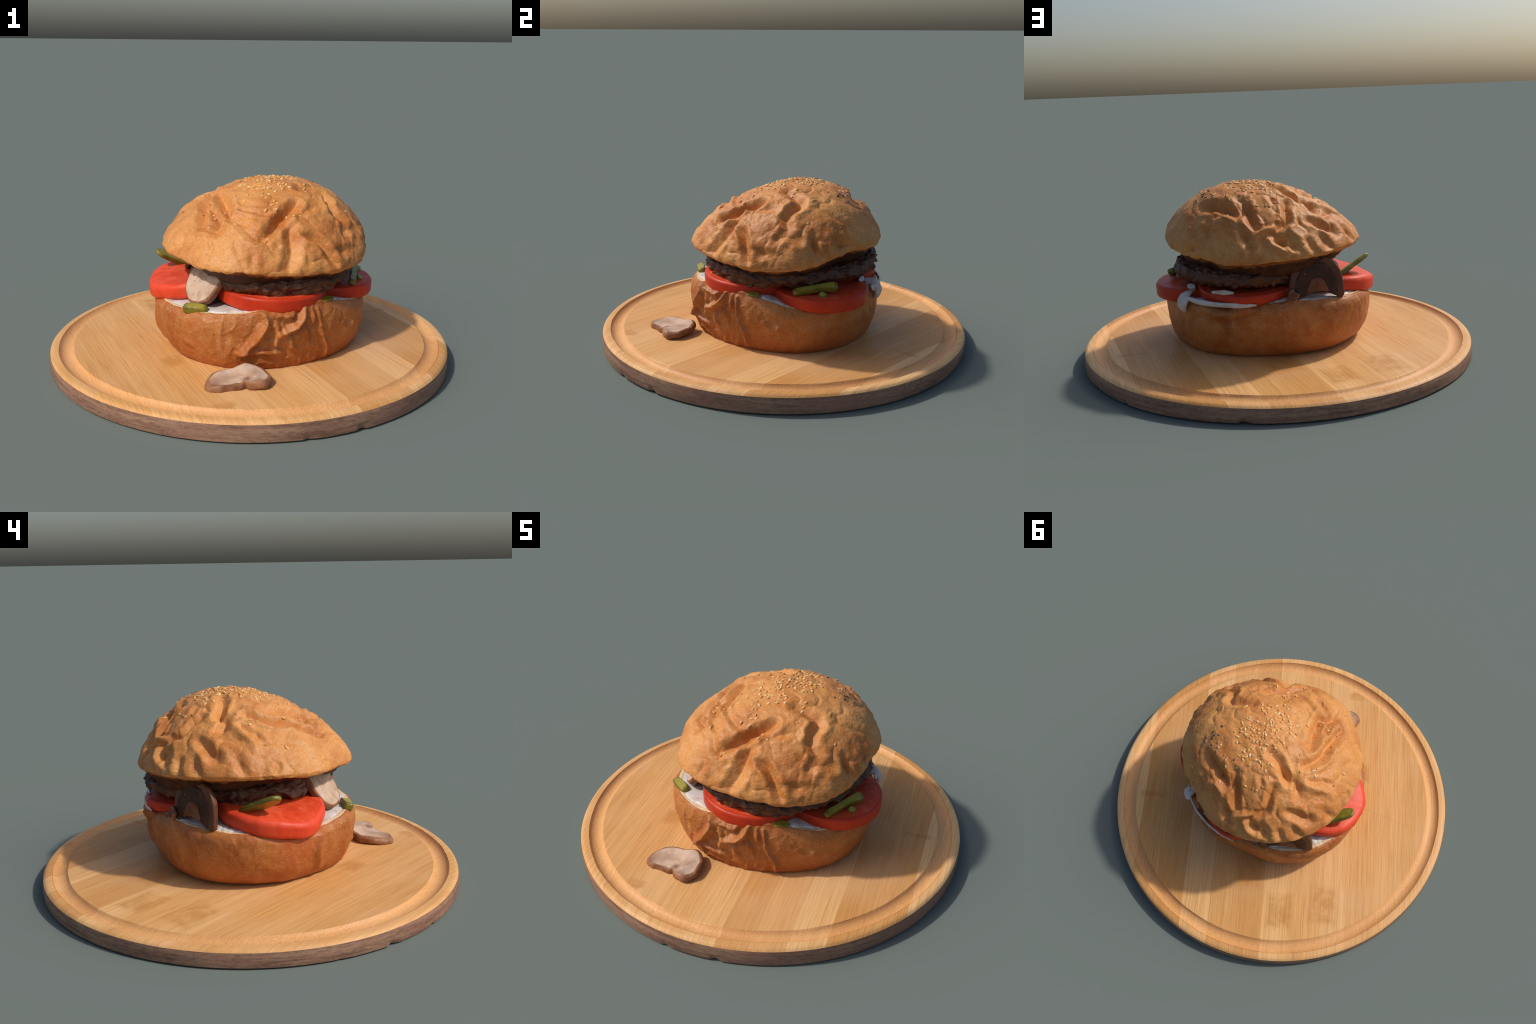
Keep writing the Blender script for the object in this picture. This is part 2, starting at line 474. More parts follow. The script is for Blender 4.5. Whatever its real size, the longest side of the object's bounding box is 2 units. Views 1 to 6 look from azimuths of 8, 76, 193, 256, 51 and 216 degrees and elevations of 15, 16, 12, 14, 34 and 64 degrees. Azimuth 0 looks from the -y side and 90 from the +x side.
# folds pressed into the crust: [(azimuth degrees, way from apex 0 to rim 1)], half width, depth
CROWN_VALLEYS = [
    ([(276, 0.62), (281, 0.54), (288, 0.45), (297, 0.39), (301, 0.37)], 0.022, 0.026),
    ([(301, 0.45), (310, 0.43), (320, 0.41)], 0.020, 0.010),
    ([(292, 0.55), (293, 0.64), (293, 0.75), (290, 0.9)], 0.026, 0.018),
    ([(302, 0.63), (309, 0.66), (315, 0.76), (319, 0.89)], 0.020, 0.016),
    ([(316, 0.23), (334, 0.26), (346, 0.34), (339, 0.41), (337, 0.49), (340, 0.57)], 0.022, 0.018),
    ([(324, 0.78), (328, 0.8), (332, 0.8)], 0.020, 0.008),
    ([(336, 0.64), (343, 0.65), (349, 0.7)], 0.020, 0.009),
    ([(358, 0.67), (359, 0.77), (2, 0.93)], 0.016, 0.012),
    ([(22, 0.96), (15, 0.9)], 0.025, 0.022),
    ([(200, 0.37), (221, 0.39), (238, 0.45), (237, 0.51), (239, 0.58), (245, 0.6)], 0.026, 0.024),
    ([(240, 0.41), (255, 0.42), (273, 0.44)], 0.014, 0.008),
    ([(246, 0.51), (254, 0.52), (262, 0.53)], 0.014, 0.008),
    ([(229, 0.63), (240, 0.59)], 0.012, 0.007),
    ([(240, 0.65), (245, 0.71), (247, 0.84)], 0.012, 0.007),
    ([(270, 0.74), (271, 0.86)], 0.020, 0.006),
    ([(335, 0.62), (333, 0.69)], 0.022, 0.010),
    ([(259, 0.55), (271, 0.63), (276, 0.67)], 0.020, 0.010),
    ([(157, 0.19), (158, 0.26), (155, 0.33), (155, 0.39)], 0.022, 0.018),
    ([(240, 0.54), (226, 0.48), (221, 0.4)], 0.020, 0.012),
    ([(97, 0.33), (102, 0.44), (104, 0.58)], 0.020, 0.018),
    ([(60, 0.46), (74, 0.43), (87, 0.43), (92, 0.45)], 0.026, 0.020),
    ([(138, 0.4), (132, 0.47), (128, 0.55), (121, 0.6), (114, 0.65)], 0.018, 0.016),
    ([(128, 0.33), (127, 0.38)], 0.014, 0.008),
    ([(161, 0.39), (156, 0.46), (154, 0.52)], 0.020, 0.010),
    ([(170, 0.48), (178, 0.55), (182, 0.62)], 0.012, 0.006),
    ([(116, 0.71), (123, 0.8)], 0.016, 0.012),
    ([(258, 0.49), (245, 0.48), (234, 0.43)], 0.020, 0.009),
    ([(262, 0.38), (245, 0.37)], 0.020, 0.007),
    ([(96, 0.61), (99, 0.71), (100, 0.79)], 0.018, 0.012),
    ([(70, 0.63), (71, 0.72)], 0.018, 0.010),
    ([(58, 1.0), (64, 0.88)], 0.018, 0.014),
    ([(116, 0.72), (123, 0.72), (125, 0.83)], 0.020, 0.012),
    ([(133, 0.77), (133, 0.9)], 0.018, 0.010),
    ([(142, 0.77), (146, 0.97)], 0.020, 0.009),
    ([(156, 0.33), (153, 0.42)], 0.018, 0.012),
    ([(160, 0.43), (156, 0.53)], 0.020, 0.012),
    ([(142, 0.59), (148, 0.66), (154, 0.75)], 0.022, 0.016),
    ([(165, 0.75), (167, 0.9)], 0.018, 0.009),
    ([(157, 0.59), (169, 0.59)], 0.018, 0.007),
    ([(185, 0.83), (183, 0.9)], 0.012, 0.006),
    ([(179, 0.39), (190, 0.43), (201, 0.47), (210, 0.49), (220, 0.55), (228, 0.6)], 0.022, 0.024),
    ([(218, 0.72), (221, 0.81)], 0.020, 0.006),
]
CROWN_RIDGES = [
    ([(55, 0.69), (61, 0.7), (66, 0.63), (73, 0.62), (83, 0.52), (93, 0.54), (104, 0.62)], 0.016, 0.006),
    ([(100, 0.71), (107, 0.64), (116, 0.6)], 0.014, 0.008),
    ([(111, 0.71), (114, 0.78), (118, 0.85)], 0.016, 0.008),
    ([(121, 0.75), (120, 0.87)], 0.012, 0.006),
    ([(298, 0.63), (304, 0.68), (312, 0.76)], 0.014, 0.008),
    ([(359, 0.32), (2, 0.35)], 0.020, 0.008),
    ([(165, 0.47), (168, 0.53), (174, 0.62), (175, 0.67)], 0.018, 0.008),
    ([(104, 0.69), (110, 0.63), (126, 0.62)], 0.016, 0.007),
]


def crown_surface(az, s):
    """Plain dome: azimuth (radians) and way s from apex (0) to rim (1)."""
    az, s = np.broadcast_arrays(np.asarray(az, float), np.asarray(s, float))
    R, Z, E = periodic(CROWN_RADIUS, az), periodic(CROWN_RIM_Z, az), periodic(CROWN_FULL, az)
    q = np.sin(np.clip(s, 0, 1) * math.pi / 2)
    E = 2.0 + (E - 2.0) * np.clip(q * 3, 0, 1)
    power = 1.4 + (periodic(CROWN_SKIRT, az) - 1.4) * np.clip(q * 2, 0, 1)
    h = np.maximum(1 - q ** E, 0) ** (1 / power)
    return np.stack([CX + APEX_X * (1 - q) + R * q * np.cos(az), CY + APEX_Y * (1 - q) + R * q * np.sin(az), Z + (CROWN_TOP - Z) * h], -1)


def build_crown(burger):
    nu, nd = 680, 220
    az = np.arange(nu) / nu * TAU
    s = np.linspace(.012, 1, nd)
    dome = crown_surface(az[:, None], s[None])
    R, Z, L = periodic(CROWN_RADIUS, az), periodic(CROWN_RIM_Z, az), periodic(CROWN_LIP, az)
    ring = np.stack([np.cos(az), np.sin(az), 0 * az], 1)
    L = np.maximum(L, .003) + np.clip(fractal(ring, 4.0, 4, 6.6), -.8, 1) * .007 + .004
    rows = [dome]
    def add(radius, height):
        rows.append(np.stack([CX + radius * np.cos(az), CY + radius * np.sin(az), height], -1)[:, None])
    for k in np.linspace(0, 1, 7)[1:]:          # rolled lip
        add(R - .45 * L * (1 - math.cos(k * math.pi / 2)), Z - L * math.sin(k * math.pi / 2))
    lip_end = nd + 6
    web = periodic([.65, .75, 1, 1, 1, .95, .85, .6, .4, .3, .35, .6, .85, .85, .7, .6], az)
    for inset, drop in ((.006, .004), (.016, .010), (.030, .022), (.048, .042), (.064, .066), (.074, .090), (.10, .105), (.16, .108), (.26, .108), (.36, .106)):
        add(R - .45 * L - inset, Z - L - drop * web)
    g = np.concatenate(rows, 1)
    for _ in range(14):                         # ease the dome into the lip
        band = slice(nd - 16, nd + 4)
        g[:, band] = .5 * g[:, band] + .25 * (g[:, nd - 17:nd + 3] + g[:, nd - 15:nd + 5])
    nv = g.shape[1]
    normals = grid_normals(g)
    flat = g.reshape(-1, 3).copy()
    n = normals.reshape(-1, 3)
    # crust swells and folds
    row = np.tile(np.arange(nv), nu)
    on_crust = np.clip((lip_end + 2 - row) / 6.0, 0, 1)
    move = fractal(g.reshape(-1, 3), 5.5, 3, 3.3, .5) * .0065
    base = flat.copy()
    for a, q, radius, height in CROWN_SWELLS:
        d = np.linalg.norm(base - crown_surface(math.radians(a), q), axis=1)
        move += height * np.exp(-(d / radius) ** 2)
    for strokes, sign in ((CROWN_VALLEYS, -1), (CROWN_RIDGES, 1)):
        for ctrl, width, depth in strokes:
            c = np.array(ctrl, float)
            a = np.unwrap(np.radians(c[:, 0]))
            path = smooth_path(np.stack([a, c[:, 1]], 1), 5)
            line = crown_surface(path[:, 0], path[:, 1])
            near = np.linalg.norm(base - line.mean(0), axis=1) < .45
            idx = np.nonzero(near)[0]
            d, w = distance_to_path(base[idx], line)
            fade = .55 + .45 * np.sin(np.clip(w, 0, 1) * math.pi)
            wob = 1 + .25 * fractal(base[idx], 26, 1, 8.8)
            move[idx] += sign * depth * 1.5 * fold_profile(d / (width * wob)) * fade
    # radial pleats towards the rim
    a = np.repeat(az, nv)
    way = np.tile(np.concatenate([s, np.ones(nv - nd)]), nu)
    pleat = fractal(np.stack([np.cos(a) * 7.5, np.sin(a) * 7.5, way * 2.6], 1), 1.0, 2, 13.7)
    move += pleat * .0065 * np.clip((way - .5) / .3, 0, 1) * (1.1 - .5 * np.clip(np.cos(a - 4.2), 0, 1))
    small = fractal(base, 24, 3, 5.1, .55) * .0024
    fine = fractal(base, 70, 2, 1.1, .5) * .0007
    ridged = (1 - np.abs(fractal(base, 9, 2, 7.9))) ** 4 * -.0060
    move += small + fine + ridged
    flat += n * (move * on_crust)[:, None]
    # underside: rougher, keeps its own waves
    under = (1 - on_crust) * (fractal(base, 11, 3, 2.2) * .006 + fractal(base, 30, 3, 4.2) * .007)
    flat[:, 2] += under
    cap_top = flat.reshape(nu, nv, 3)[:, 0].mean(0)
    cap_low = flat.reshape(nu, nv, 3)[:, -1].mean(0)
    verts = np.vstack([flat, cap_top, cap_low])
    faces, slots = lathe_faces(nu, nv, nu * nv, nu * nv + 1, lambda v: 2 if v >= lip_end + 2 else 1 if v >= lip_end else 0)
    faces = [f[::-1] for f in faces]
    crown = mesh_object("bun_crown", verts, faces, [MAT["crust"], MAT["underside"], MAT["underside_dark"]], burger, slots, origin=(CX, CY, .58))
    return crown, flat.reshape(nu, nv, 3), az, s


def build_seeds(crown, grid, az, s):
    """Pointed flat sesame seeds, most in a patch on top, some strewn down the sides."""
    me = {}
    for key, size in (("sesame", 1.12), ("dark_fleck", 1.0)):
        nu, nv = 12, 9
        v, f = [], []
        t = np.linspace(0, 1, nv)
        for i in range(nu):
            a = i / nu * TAU
            for j in range(nv):
                w = math.sin(math.pi * t[j]) ** .75 * (1.15 - .5 * t[j])
                x = (t[j] - .5) * .021 * size
                v.append((x, .0062 * size * w * math.cos(a), .0040 * size * w * math.sin(a)))
        f, _ = lathe_faces(nu, nv)
        d = bpy.data.meshes.new("sesame_seed")
        d.from_pydata(v, [], f)
        d.materials.append(MAT[key])
        d.polygons.foreach_set("use_smooth", np.ones(len(d.polygons), bool))
        me[key] = d
    nrm = grid_normals(grid)
    places = []
    # thick patch
    tries = 0
    while len(places) < 150 and tries < 4000:
        tries += 1
        x, y = rng.normal(.085, .085), rng.normal(.085, .105)
        if rng.random() < .25:
            x, y = rng.normal(.10, .11), rng.normal(.05, .13)
        if any((x - p[0]) ** 2 + (y - p[1]) ** 2 < .0105 ** 2 for p in places):
            continue
        places.append((x, y, "sesame"))
    strewn = [(323, 0.34), (296, 0.49), (302, 0.47), (354, 0.54), (277, 0.61), (276, 0.62), (254, 0.54), (280, 0.41), (281, 0.36), (271, 0.41), (267, 0.31), (178, 0.48), (183, 0.47), (211, 0.45), (225, 0.57), (194, 0.66), (181, 0.63), (228, 0.49), (212, 0.51), (122, 0.41), (85, 0.46), (99, 0.42), (111, 0.39), (118, 0.41), (194, 0.67), (178, 0.45), (253, 0.53), (231, 0.52)]
    dark = [(43, 0.28), (46, 0.35), (52, 0.37), (45, 0.42), (58, 0.32), (64, 0.35), (81, 0.31), (92, 0.26), (57, 0.34), (75, 0.31), (54, 0.31), (29, 0.26), (43, 0.34), (41, 0.41), (36, 0.33)]  # dark flecks on the crown, placed with the seed shape
    for lst, key in ((strewn, "sesame"), (dark, "dark_fleck")):
        for a, q in lst:
            p = crown_surface(math.radians(a), q)
            places.append((p[0] + rng.normal(0, .003), p[1] + rng.normal(0, .003), key))
    top = grid[:, :176]
    xy = top[..., :2]
    for x, y, key in places:
        d = (xy[..., 0] - x) ** 2 + (xy[..., 1] - y) ** 2
        i, j = np.unravel_index(d.argmin(), d.shape)
        p, n = top[i, j], Vector(nrm[i, j])
        if n.z < 0:
            n = -n
        n = (n + Vector(rng.normal(0, .16, 3))).normalized()
        spin = rng.uniform(0, TAU)
        x_axis = n.orthogonal().normalized()
        x_axis = (Matrix.Rotation(spin, 3, n) @ x_axis).normalized()
        m = Matrix((x_axis, n.cross(x_axis), n)).transposed().to_4x4()
        o = bpy.data.objects.new("sesame_seed", me[key])
        o.matrix_world = Matrix.Translation(Vector(p) + n * .0008) @ m @ Matrix.Diagonal((rng.uniform(.8, 1.08), rng.uniform(.85, 1.12), rng.uniform(.8, 1.1), 1))
        bpy.context.collection.objects.link(o)
        w = o.matrix_world.copy()
        o.parent = crown
        o.matrix_parent_inverse = (Matrix.Translation(crown.location)).inverted()
        o.matrix_basis = w


# ---------------------------------------------------------------- heel of the bun
HEEL_BASE_R = [0.408, 0.404, 0.398, 0.380, 0.360, 0.360, 0.370, 0.380, 0.385, 0.405, 0.435, 0.448, 0.450, 0.430, 0.415, 0.415]
HEEL_ROUND = [0.90, 0.90, 0.85, 0.80, 0.75, 0.72, 0.70, 0.68, 0.66, 0.66, 0.70, 0.80, 0.90, 0.95, 0.95, 0.92]
HEEL_WIDE_R = [0.500, 0.496, 0.475, 0.482, 0.470, 0.474, 0.520, 0.558, 0.562, 0.548, 0.552, 0.542, 0.508, 0.474, 0.462, 0.484]
HEEL_WIDE_Z = [0.300, 0.315, 0.320, 0.320, 0.318, 0.318, 0.315, 0.308, 0.300, 0.295, 0.298, 0.285, 0.280, 0.285, 0.292, 0.300]
HEEL_EDGE_Z = [0.330, 0.335, 0.352, 0.355, 0.350, 0.358, 0.362, 0.352, 0.338, 0.325, 0.340, 0.348, 0.366, 0.392, 0.388, 0.350]
HEEL_VALLEYS = [
    ([(276, 0.37), (279, 0.33), (276, 0.28), (273, 0.24), (267, 0.19)], 0.018, 0.028),
    ([(287, 0.27), (293, 0.29), (299, 0.33), (301, 0.37)], 0.014, 0.026),
    ([(279, 0.36), (285, 0.35), (294, 0.35)], 0.014, 0.014),
    ([(284, 0.33), (285, 0.28), (284, 0.22)], 0.014, 0.014),
    ([(310, 0.36), (312, 0.26), (317, 0.17), (317, 0.12)], 0.010, 0.014),
    ([(300, 0.30), (303, 0.25)], 0.012, 0.010),
    ([(292, 0.26), (293, 0.20)], 0.014, 0.010),
    ([(257, 0.36), (256, 0.27), (256, 0.20)], 0.014, 0.006),
    ([(306, 0.36), (307, 0.31)], 0.014, 0.012),
    ([(264, 0.18), (272, 0.19), (288, 0.18)], 0.014, 0.012),
    ([(303, 0.23), (305, 0.19)], 0.014, 0.006),
    ([(235, 0.21), (239, 0.19)], 0.014, 0.006),
    ([(205, 0.29), (204, 0.22), (206, 0.14)], 0.020, 0.012),
    ([(128, 0.29), (132, 0.20)], 0.014, 0.005),
    ([(346, 0.30), (342, 0.28)], 0.012, 0.005),
    ([(329, 0.26), (334, 0.22)], 0.014, 0.005),
    ([(337, 0.22), (340, 0.26)], 0.012, 0.005),
    ([(42, 0.25), (46, 0.18)], 0.020, 0.010),
    ([(91, 0.35), (88, 0.28), (89, 0.19)], 0.030, 0.010),
    ([(68, 0.34), (80, 0.31), (96, 0.34)], 0.020, 0.014),
]
HEEL_RIDGES = [
    ([(280, 0.35), (283, 0.34), (290, 0.33), (293, 0.31)], 0.012, 0.012),
    ([(277, 0.28), (273, 0.23), (272, 0.20)], 0.014, 0.010),
    ([(288, 0.27), (293, 0.27), (301, 0.30)], 0.012, 0.010),
    ([(302, 0.36), (302, 0.33)], 0.012, 0.010),
    ([(263, 0.19), (272, 0.20), (288, 0.20)], 0.012, 0.009),
    ([(280, 0.33), (277, 0.27)], 0.012, 0.006),
]
HEEL_FLOOR = .080


def heel_side(az, t):
    """Side of the heel: t = 0 on the board, 1 at the widest ring, 2 at the cut edge."""
    az, t = np.broadcast_arrays(np.asarray(az, float), np.asarray(t, float))
    B, W = periodic(HEEL_BASE_R, az), periodic(HEEL_WIDE_R, az)
    ZW, ZE = periodic(HEEL_WIDE_Z, az), periodic(HEEL_EDGE_Z, az)
    k = np.clip(t, 0, 1) * math.pi / 2
    up = np.clip(t - 1, 0, 1)
    r = B + (W - B) * np.sin(k) ** periodic(HEEL_ROUND, az) - .020 * up ** 2
    z = HEEL_FLOOR + (ZW - HEEL_FLOOR) * (1 - np.cos(k)) + (ZE - ZW) * up
    return np.stack([CX + r * np.cos(az), CY + r * np.sin(az), z], -1)


def build_heel(burger):
    nu = 640
    az = np.arange(nu) / nu * TAU
    ts = np.concatenate([np.linspace(0, 1, 90) ** 1.3, np.linspace(1, 2, 34)[1:]])
    side = heel_side(az[:, None], ts[None])
    rows = [side]
    edge = side[:, -1]
    axis = np.array([CX, CY, 0])
    for f, dz in ((.985, .004), (.96, .004), (.92, 0), (.80, -.004), (.6, -.006), (.3, -.006)):
        p = axis + (edge - axis) * [f, f, 1]
        p[:, 2] = edge[:, 2] * (f ** .5) + .352 * (1 - f ** .5) + dz
        rows.append(p[:, None])
    under = axis + (side[:, :1] - axis) * [.9, .9, 1]
    under[..., 2] = HEEL_FLOOR - .001
    g = np.concatenate([under] + rows, 1)
    nv = g.shape[1]
    flat = g.reshape(-1, 3).copy()
    base = flat.copy()
    n = grid_normals(g).reshape(-1, 3)
    row = np.tile(np.arange(nv), nu)
    last_side = len(ts)
    on = np.clip((last_side + 3 - row) / 4.0, 0, 1) * np.clip((base[:, 2] - HEEL_FLOOR) / .03, 0, 1)
    move = fractal(base, 6, 3, 11.3) * .0055
    # control points are (azimuth, height): find the way up the side for each height
    tt = np.linspace(0, 2, 240)
    for strokes, sign in ((HEEL_VALLEYS, -1), (HEEL_RIDGES, 1)):
        for ctrl, width, depth in strokes:
            path = smooth_path(np.array([(math.radians(a), h) for a, h in ctrl]), 5)
            line = []
            for a, h in path:
                col = heel_side(a, tt)
                line.append(col[np.abs(col[:, 2] - h).argmin()])
            line = np.array(line)
            idx = np.nonzero(np.linalg.norm(base - line.mean(0), axis=1) < .3)[0]
            d, w = distance_to_path(base[idx], line)
            fade = .6 + .4 * np.sin(np.clip(w, 0, 1) * math.pi)
            wob = 1 + .3 * fractal(base[idx], 30, 1, 4.4)
            move[idx] += (-1.3 if sign < 0 else .45) * depth * fold_profile(d / (width * wob), .14) * fade
    creased = np.exp(-((np.degrees(np.arctan2(base[:, 1] - CY, base[:, 0] - CX)) % 360 - 288) / 26) ** 2)
    crumple = (1 - np.abs(fractal(base * [1, 1, .7], 15, 2, 3.9))) ** 5
    move += fractal(base, 26, 3, 1.9, .55) * (.0018 + .0025 * creased) - crumple * (.0015 + .0085 * creased) * np.clip((last_side - row) / 14.0, .15, 1)
    flat += n * (move * on)[:, None]
    # ragged cut edge
    rag = fractal(base, 22, 3, 3.7) * .006
    at_edge = np.clip(1 - np.abs(row - last_side) / 5.0, 0, 1)
    flat[:, 2] += rag * at_edge
    mid = g[:, -1].mean(0)
    low = g[:, 0].mean(0)
    verts = np.vstack([flat, low, mid])
    faces, slots = lathe_faces(nu, nv, nu * nv, nu * nv + 1, lambda v: 1 if v > last_side else 0)
    heel = mesh_object("bun_heel", verts, [f for f in faces], [MAT["heel_crust"], MAT["crumb"]], burger, slots)
    return flat.reshape(nu, nv, 3), az, last_side


# ---------------------------------------------------------------- slabs (slices of vegetables)
def slab(name, outline, thick, rounding, frame, materials, parent, bumps=.003, bump_scale=14, seed=0.0, bend=None, rings=10, steps=120, belly=0.0, ring_slot=None):
    """Slice with a closed outline (local x, y), thickness along local z, rounded edge.

    materials: [cut face, rim]; bend(x, y) lifts the slice locally; ring_slot(q) picks a face material
    by the way q from the middle (0) to the edge (1).
    """
    c = np.asarray(outline, float)
    k = np.arange(steps) / steps * TAU
    x, y = periodic(c[:, 0], k), periodic(c[:, 1], k)
    mid = c.mean(0)
    h = thick / 2
    size = np.sqrt(((c - mid) ** 2).sum(1)).mean()
    rr = min(rounding / size, .6)
    prof = [(q, h) for q in np.linspace(.06, 1 - rr, rings)]
    prof += [(1 - rr + rr * math.sin(a), (h - min(rounding, h)) + min(rounding, h) * math.cos(a)) for a in np.linspace(0, math.pi / 2, 6)[1:]]
    if rounding < h:
        prof += [(1 + belly, 0)]
    full = prof + [(q, -z) for q, z in prof[::-1] if z > 1e-9]
    nv = len(full)
    q = np.array([p[0] for p in full])
    z = np.array([p[1] for p in full])
    g = np.zeros((steps, nv, 3))
    g[..., 0] = mid[0] + (x[:, None] - mid[0]) * q
    g[..., 1] = mid[1] + (y[:, None] - mid[1]) * q
    g[..., 2] = z
    flat = g.reshape(-1, 3)
    n = grid_normals(g).reshape(-1, 3)
    flat = flat + n * (fractal(flat + seed, bump_scale, 3, seed) * bumps)[:, None]
    tops = np.array([[mid[0], mid[1], h], [mid[0], mid[1], -h]])
    flat = np.vstack([flat, tops])
    if bend:
        flat[:, 2] += bend(flat[:, 0], flat[:, 1])
    M = np.array(frame)
    world = flat @ M[:3, :3].T + M[:3, 3]
    edge_rows = [i for i, p in enumerate(full) if abs(p[1]) < h - 1e-6 or (p[0] > 1 - rr + 1e-6)]
    first, last = edge_rows[0], edge_rows[-1]
    def slot(v):
        if first - 1 <= v < last + 1:
            return len(materials) - 1
        return ring_slot(q[v]) if ring_slot else 0
    faces, slots = lathe_faces(steps, nv, steps * nv, steps * nv + 1, slot)
    slots[-2 * steps:] = [ring_slot(0) if ring_slot else 0] * (2 * steps)
    if np.linalg.det(M[:3, :3]) > 0:
        faces = [f[::-1] for f in faces]
    return mesh_object(name, world, faces, materials, parent, slots, origin=M[:3, 3])


def frame_at(origin, normal, along):
    z = Vector(normal).normalized()
    x = Vector(along)
    x = (x - z * x.dot(z)).normalized()
    y = z.cross(x)
    m = Matrix((x, y, z)).transposed().to_4x4()
    m.translation = Vector(origin)
    return m


def round_outline(radius, lobes=0.0, seed=1, n=14, stretch=1.0):
    r = np.random.default_rng(seed)
    a = np.arange(n) / n * TAU
    d = radius * (1 + lobes * r.uniform(-1, 1, n))
    return np.stack([d * np.cos(a) * stretch, d * np.sin(a)], 1)


def build_filling(burger, heel_grid, heel_az, heel_edge_row):
    # sauce spread over the cut face, its border lapping unevenly at the crust
    nu = len(heel_az)
    edge = heel_grid[:, heel_edge_row]
    ring = np.stack([np.cos(heel_az), np.sin(heel_az), 0 * heel_az], 1)
    lap = .955 + fractal(ring, 5, 4, 12.2) * .035
    rows = []
    for f, dz in ((1.0, -.008), (.995, .003), (.98, .0075), (.93, .008), (.8, .006), (.5, .004), (.1, .004)):
        p = np.zeros((nu, 3))
        k = np.minimum(lap * f, 1.01)
        p[:, 0] = CX + (edge[:, 0] - CX) * k
        p[:, 1] = CY + (edge[:, 1] - CY) * k
        p[:, 2] = edge[:, 2] * k ** .5 + .352 * (1 - k ** .5) + dz
        rows.append(p[:, None])
    g = np.concatenate(rows, 1)
    flat = g.reshape(-1, 3)
    flat[:, 2] += fractal(flat, 20, 3, 5.5) * .004
    nv = g.shape[1]
    faces, slots = lathe_faces(nu, nv, None, nu * nv)
    mesh_object("sauce_spread", np.vstack([flat, flat.reshape(nu, nv, 3)[:, -1].mean(0)]), faces, [MAT["sauce"]], burger, slots)

    skin = [MAT["tomato_flesh"], MAT["tomato_skin"]]
    up = Vector((0, 0, 1))
    # west slice: thick, sagging over the crust
    slab("tomato_slice", round_outline(.245, .025, 3), .078, .024, frame_at((-.262, -.035, .392), (-.12, -.02, 1), (1, 0, 0)), [MAT["tomato_flesh"], MAT["tomato_pulp"]], burger, .005, 9, 1.0,
         bend=lambda x, y: .020 * np.sin(9 * y + .6) * np.clip(-x / .2, 0, 1) - .25 * np.clip(-x - .12, 0, 1) ** 1.3)
    # south slice
    slab("tomato_slice", round_outline(.262, .02, 4), .072, .016, frame_at((.135, -.195, .402), (.03, -.02, 1), (1, 0, 0)), skin, burger, .003, 9, 2.0)
    # east slice
    slab("tomato_slice", round_outline(.250, .015, 5), .070, .014, frame_at((.358, .095, .366), (.03, .02, 1), (1, 0, 0)), skin, burger, .003, 9, 3.0)
    # north slice
    slab("tomato_slice", round_outline(.245, .03, 6), .052, .016, frame_at((.085, .245, .396), (.0, .06, 1), (1, 0, 0)), skin, burger, .004, 9, 4.0)

    # patty: lumpy minced-meat disc
    nu, nv = 300, 70
    az = np.arange(nu) / nu * TAU
    t = np.linspace(-math.pi / 2 + .04, math.pi / 2 - .04, nv)
    rad = periodic([.445, .448, .455, .468, .472, .435, .375, .375, .370, .340, .350, .415, .452, .455, .455, .450], az)
    sq = np.sign(np.sin(t)) * np.abs(np.sin(t)) ** .8
    cq = np.abs(np.cos(t)) ** .45
    g = np.stack([(.065 + rad[:, None] * np.cos(az)[:, None] * cq), (.015 + rad[:, None] * np.sin(az)[:, None] * cq), .478 + .062 * sq[None] + 0 * rad[:, None]], -1)
    flat = g.reshape(-1, 3)
    n = -grid_normals(g).reshape(-1, 3)
    n *= np.sign(((flat - [.065, .015, .478]) * n).sum(1))[:, None]
    lumps = np.abs(fractal(flat * [1, 1, 1.2], 26, 2, 2.4)) * .022 - .006 + fractal(flat, 12, 2, 6.4) * .006 + fractal(flat, 70, 2, 1.4) * .003
    flat = flat + n * lumps[:, None]
    verts = np.vstack([flat, g[:, 0].mean(0), g[:, -1].mean(0)])
    faces, slots = lathe_faces(nu, nv, nu * nv, nu * nv + 1)
    mesh_object("meat_patty", verts, faces, [MAT["meat"]], burger, slots)

    # raw mushroom slice hanging out at the front left
    out = Vector((-.56, -.62, .55)).normalized()
    slab("mushroom_slice", [(.115, 0), (.108, .055), (.070, .108), (0, .128), (-.070, .108), (-.108, .055), (-.116, -.01), (-.098, -.072), (-.050, -.112), (.0, -.120), (.050, -.112), (.098, -.072)],
         .038, .012, frame_at(Vector((-.172, -.322, .468)) - out * .020, out, (.76, -.65, 0)), [MAT["mushroom_pale"], MAT["mushroom_skin"]], burger, .004, 16, 6.0)

    # big cooked slice at the back left: arched cap, dark gills, stub of stem
    side = Vector((-.21, -.122, 0)).normalized()
    nrm = Vector((side.y, -side.x, .10)).normalized()
    if nrm.y < 0:
        nrm = -nrm
    centre = Vector((-.274, .312, .440))
    arch = slab("mushroom_slice", [(.135, -.075), (.132, .0), (.112, .065), (.062, .112), (0, .125), (-.066, .113), (-.118, .068), (-.138, .01), (-.138, -.065), (-.10, -.078), (-.03, -.05), (.045, -.05), (.10, -.078)],
                .030, .010, frame_at(centre, nrm, side), [MAT["mushroom_cap"], MAT["mushroom_cap"]], burger, .004, 18, 7.0)
    def on_arch(lx, ly, lz):
        f = frame_at(centre, nrm, side)
        return f @ Vector((lx, ly, lz))
    gill = slab("gills", [(.102, -.070), (.100, .0), (.082, .050), (.045, .084), (0, .094), (-.045, .084), (-.088, .052), (-.112, .0), (-.108, -.062), (-.06, -.06), (0, -.03), (.06, -.06)],
                .036, .006, frame_at(centre, nrm, side), [MAT["mushroom_gills"]], burger, .003, 40, 8.0)
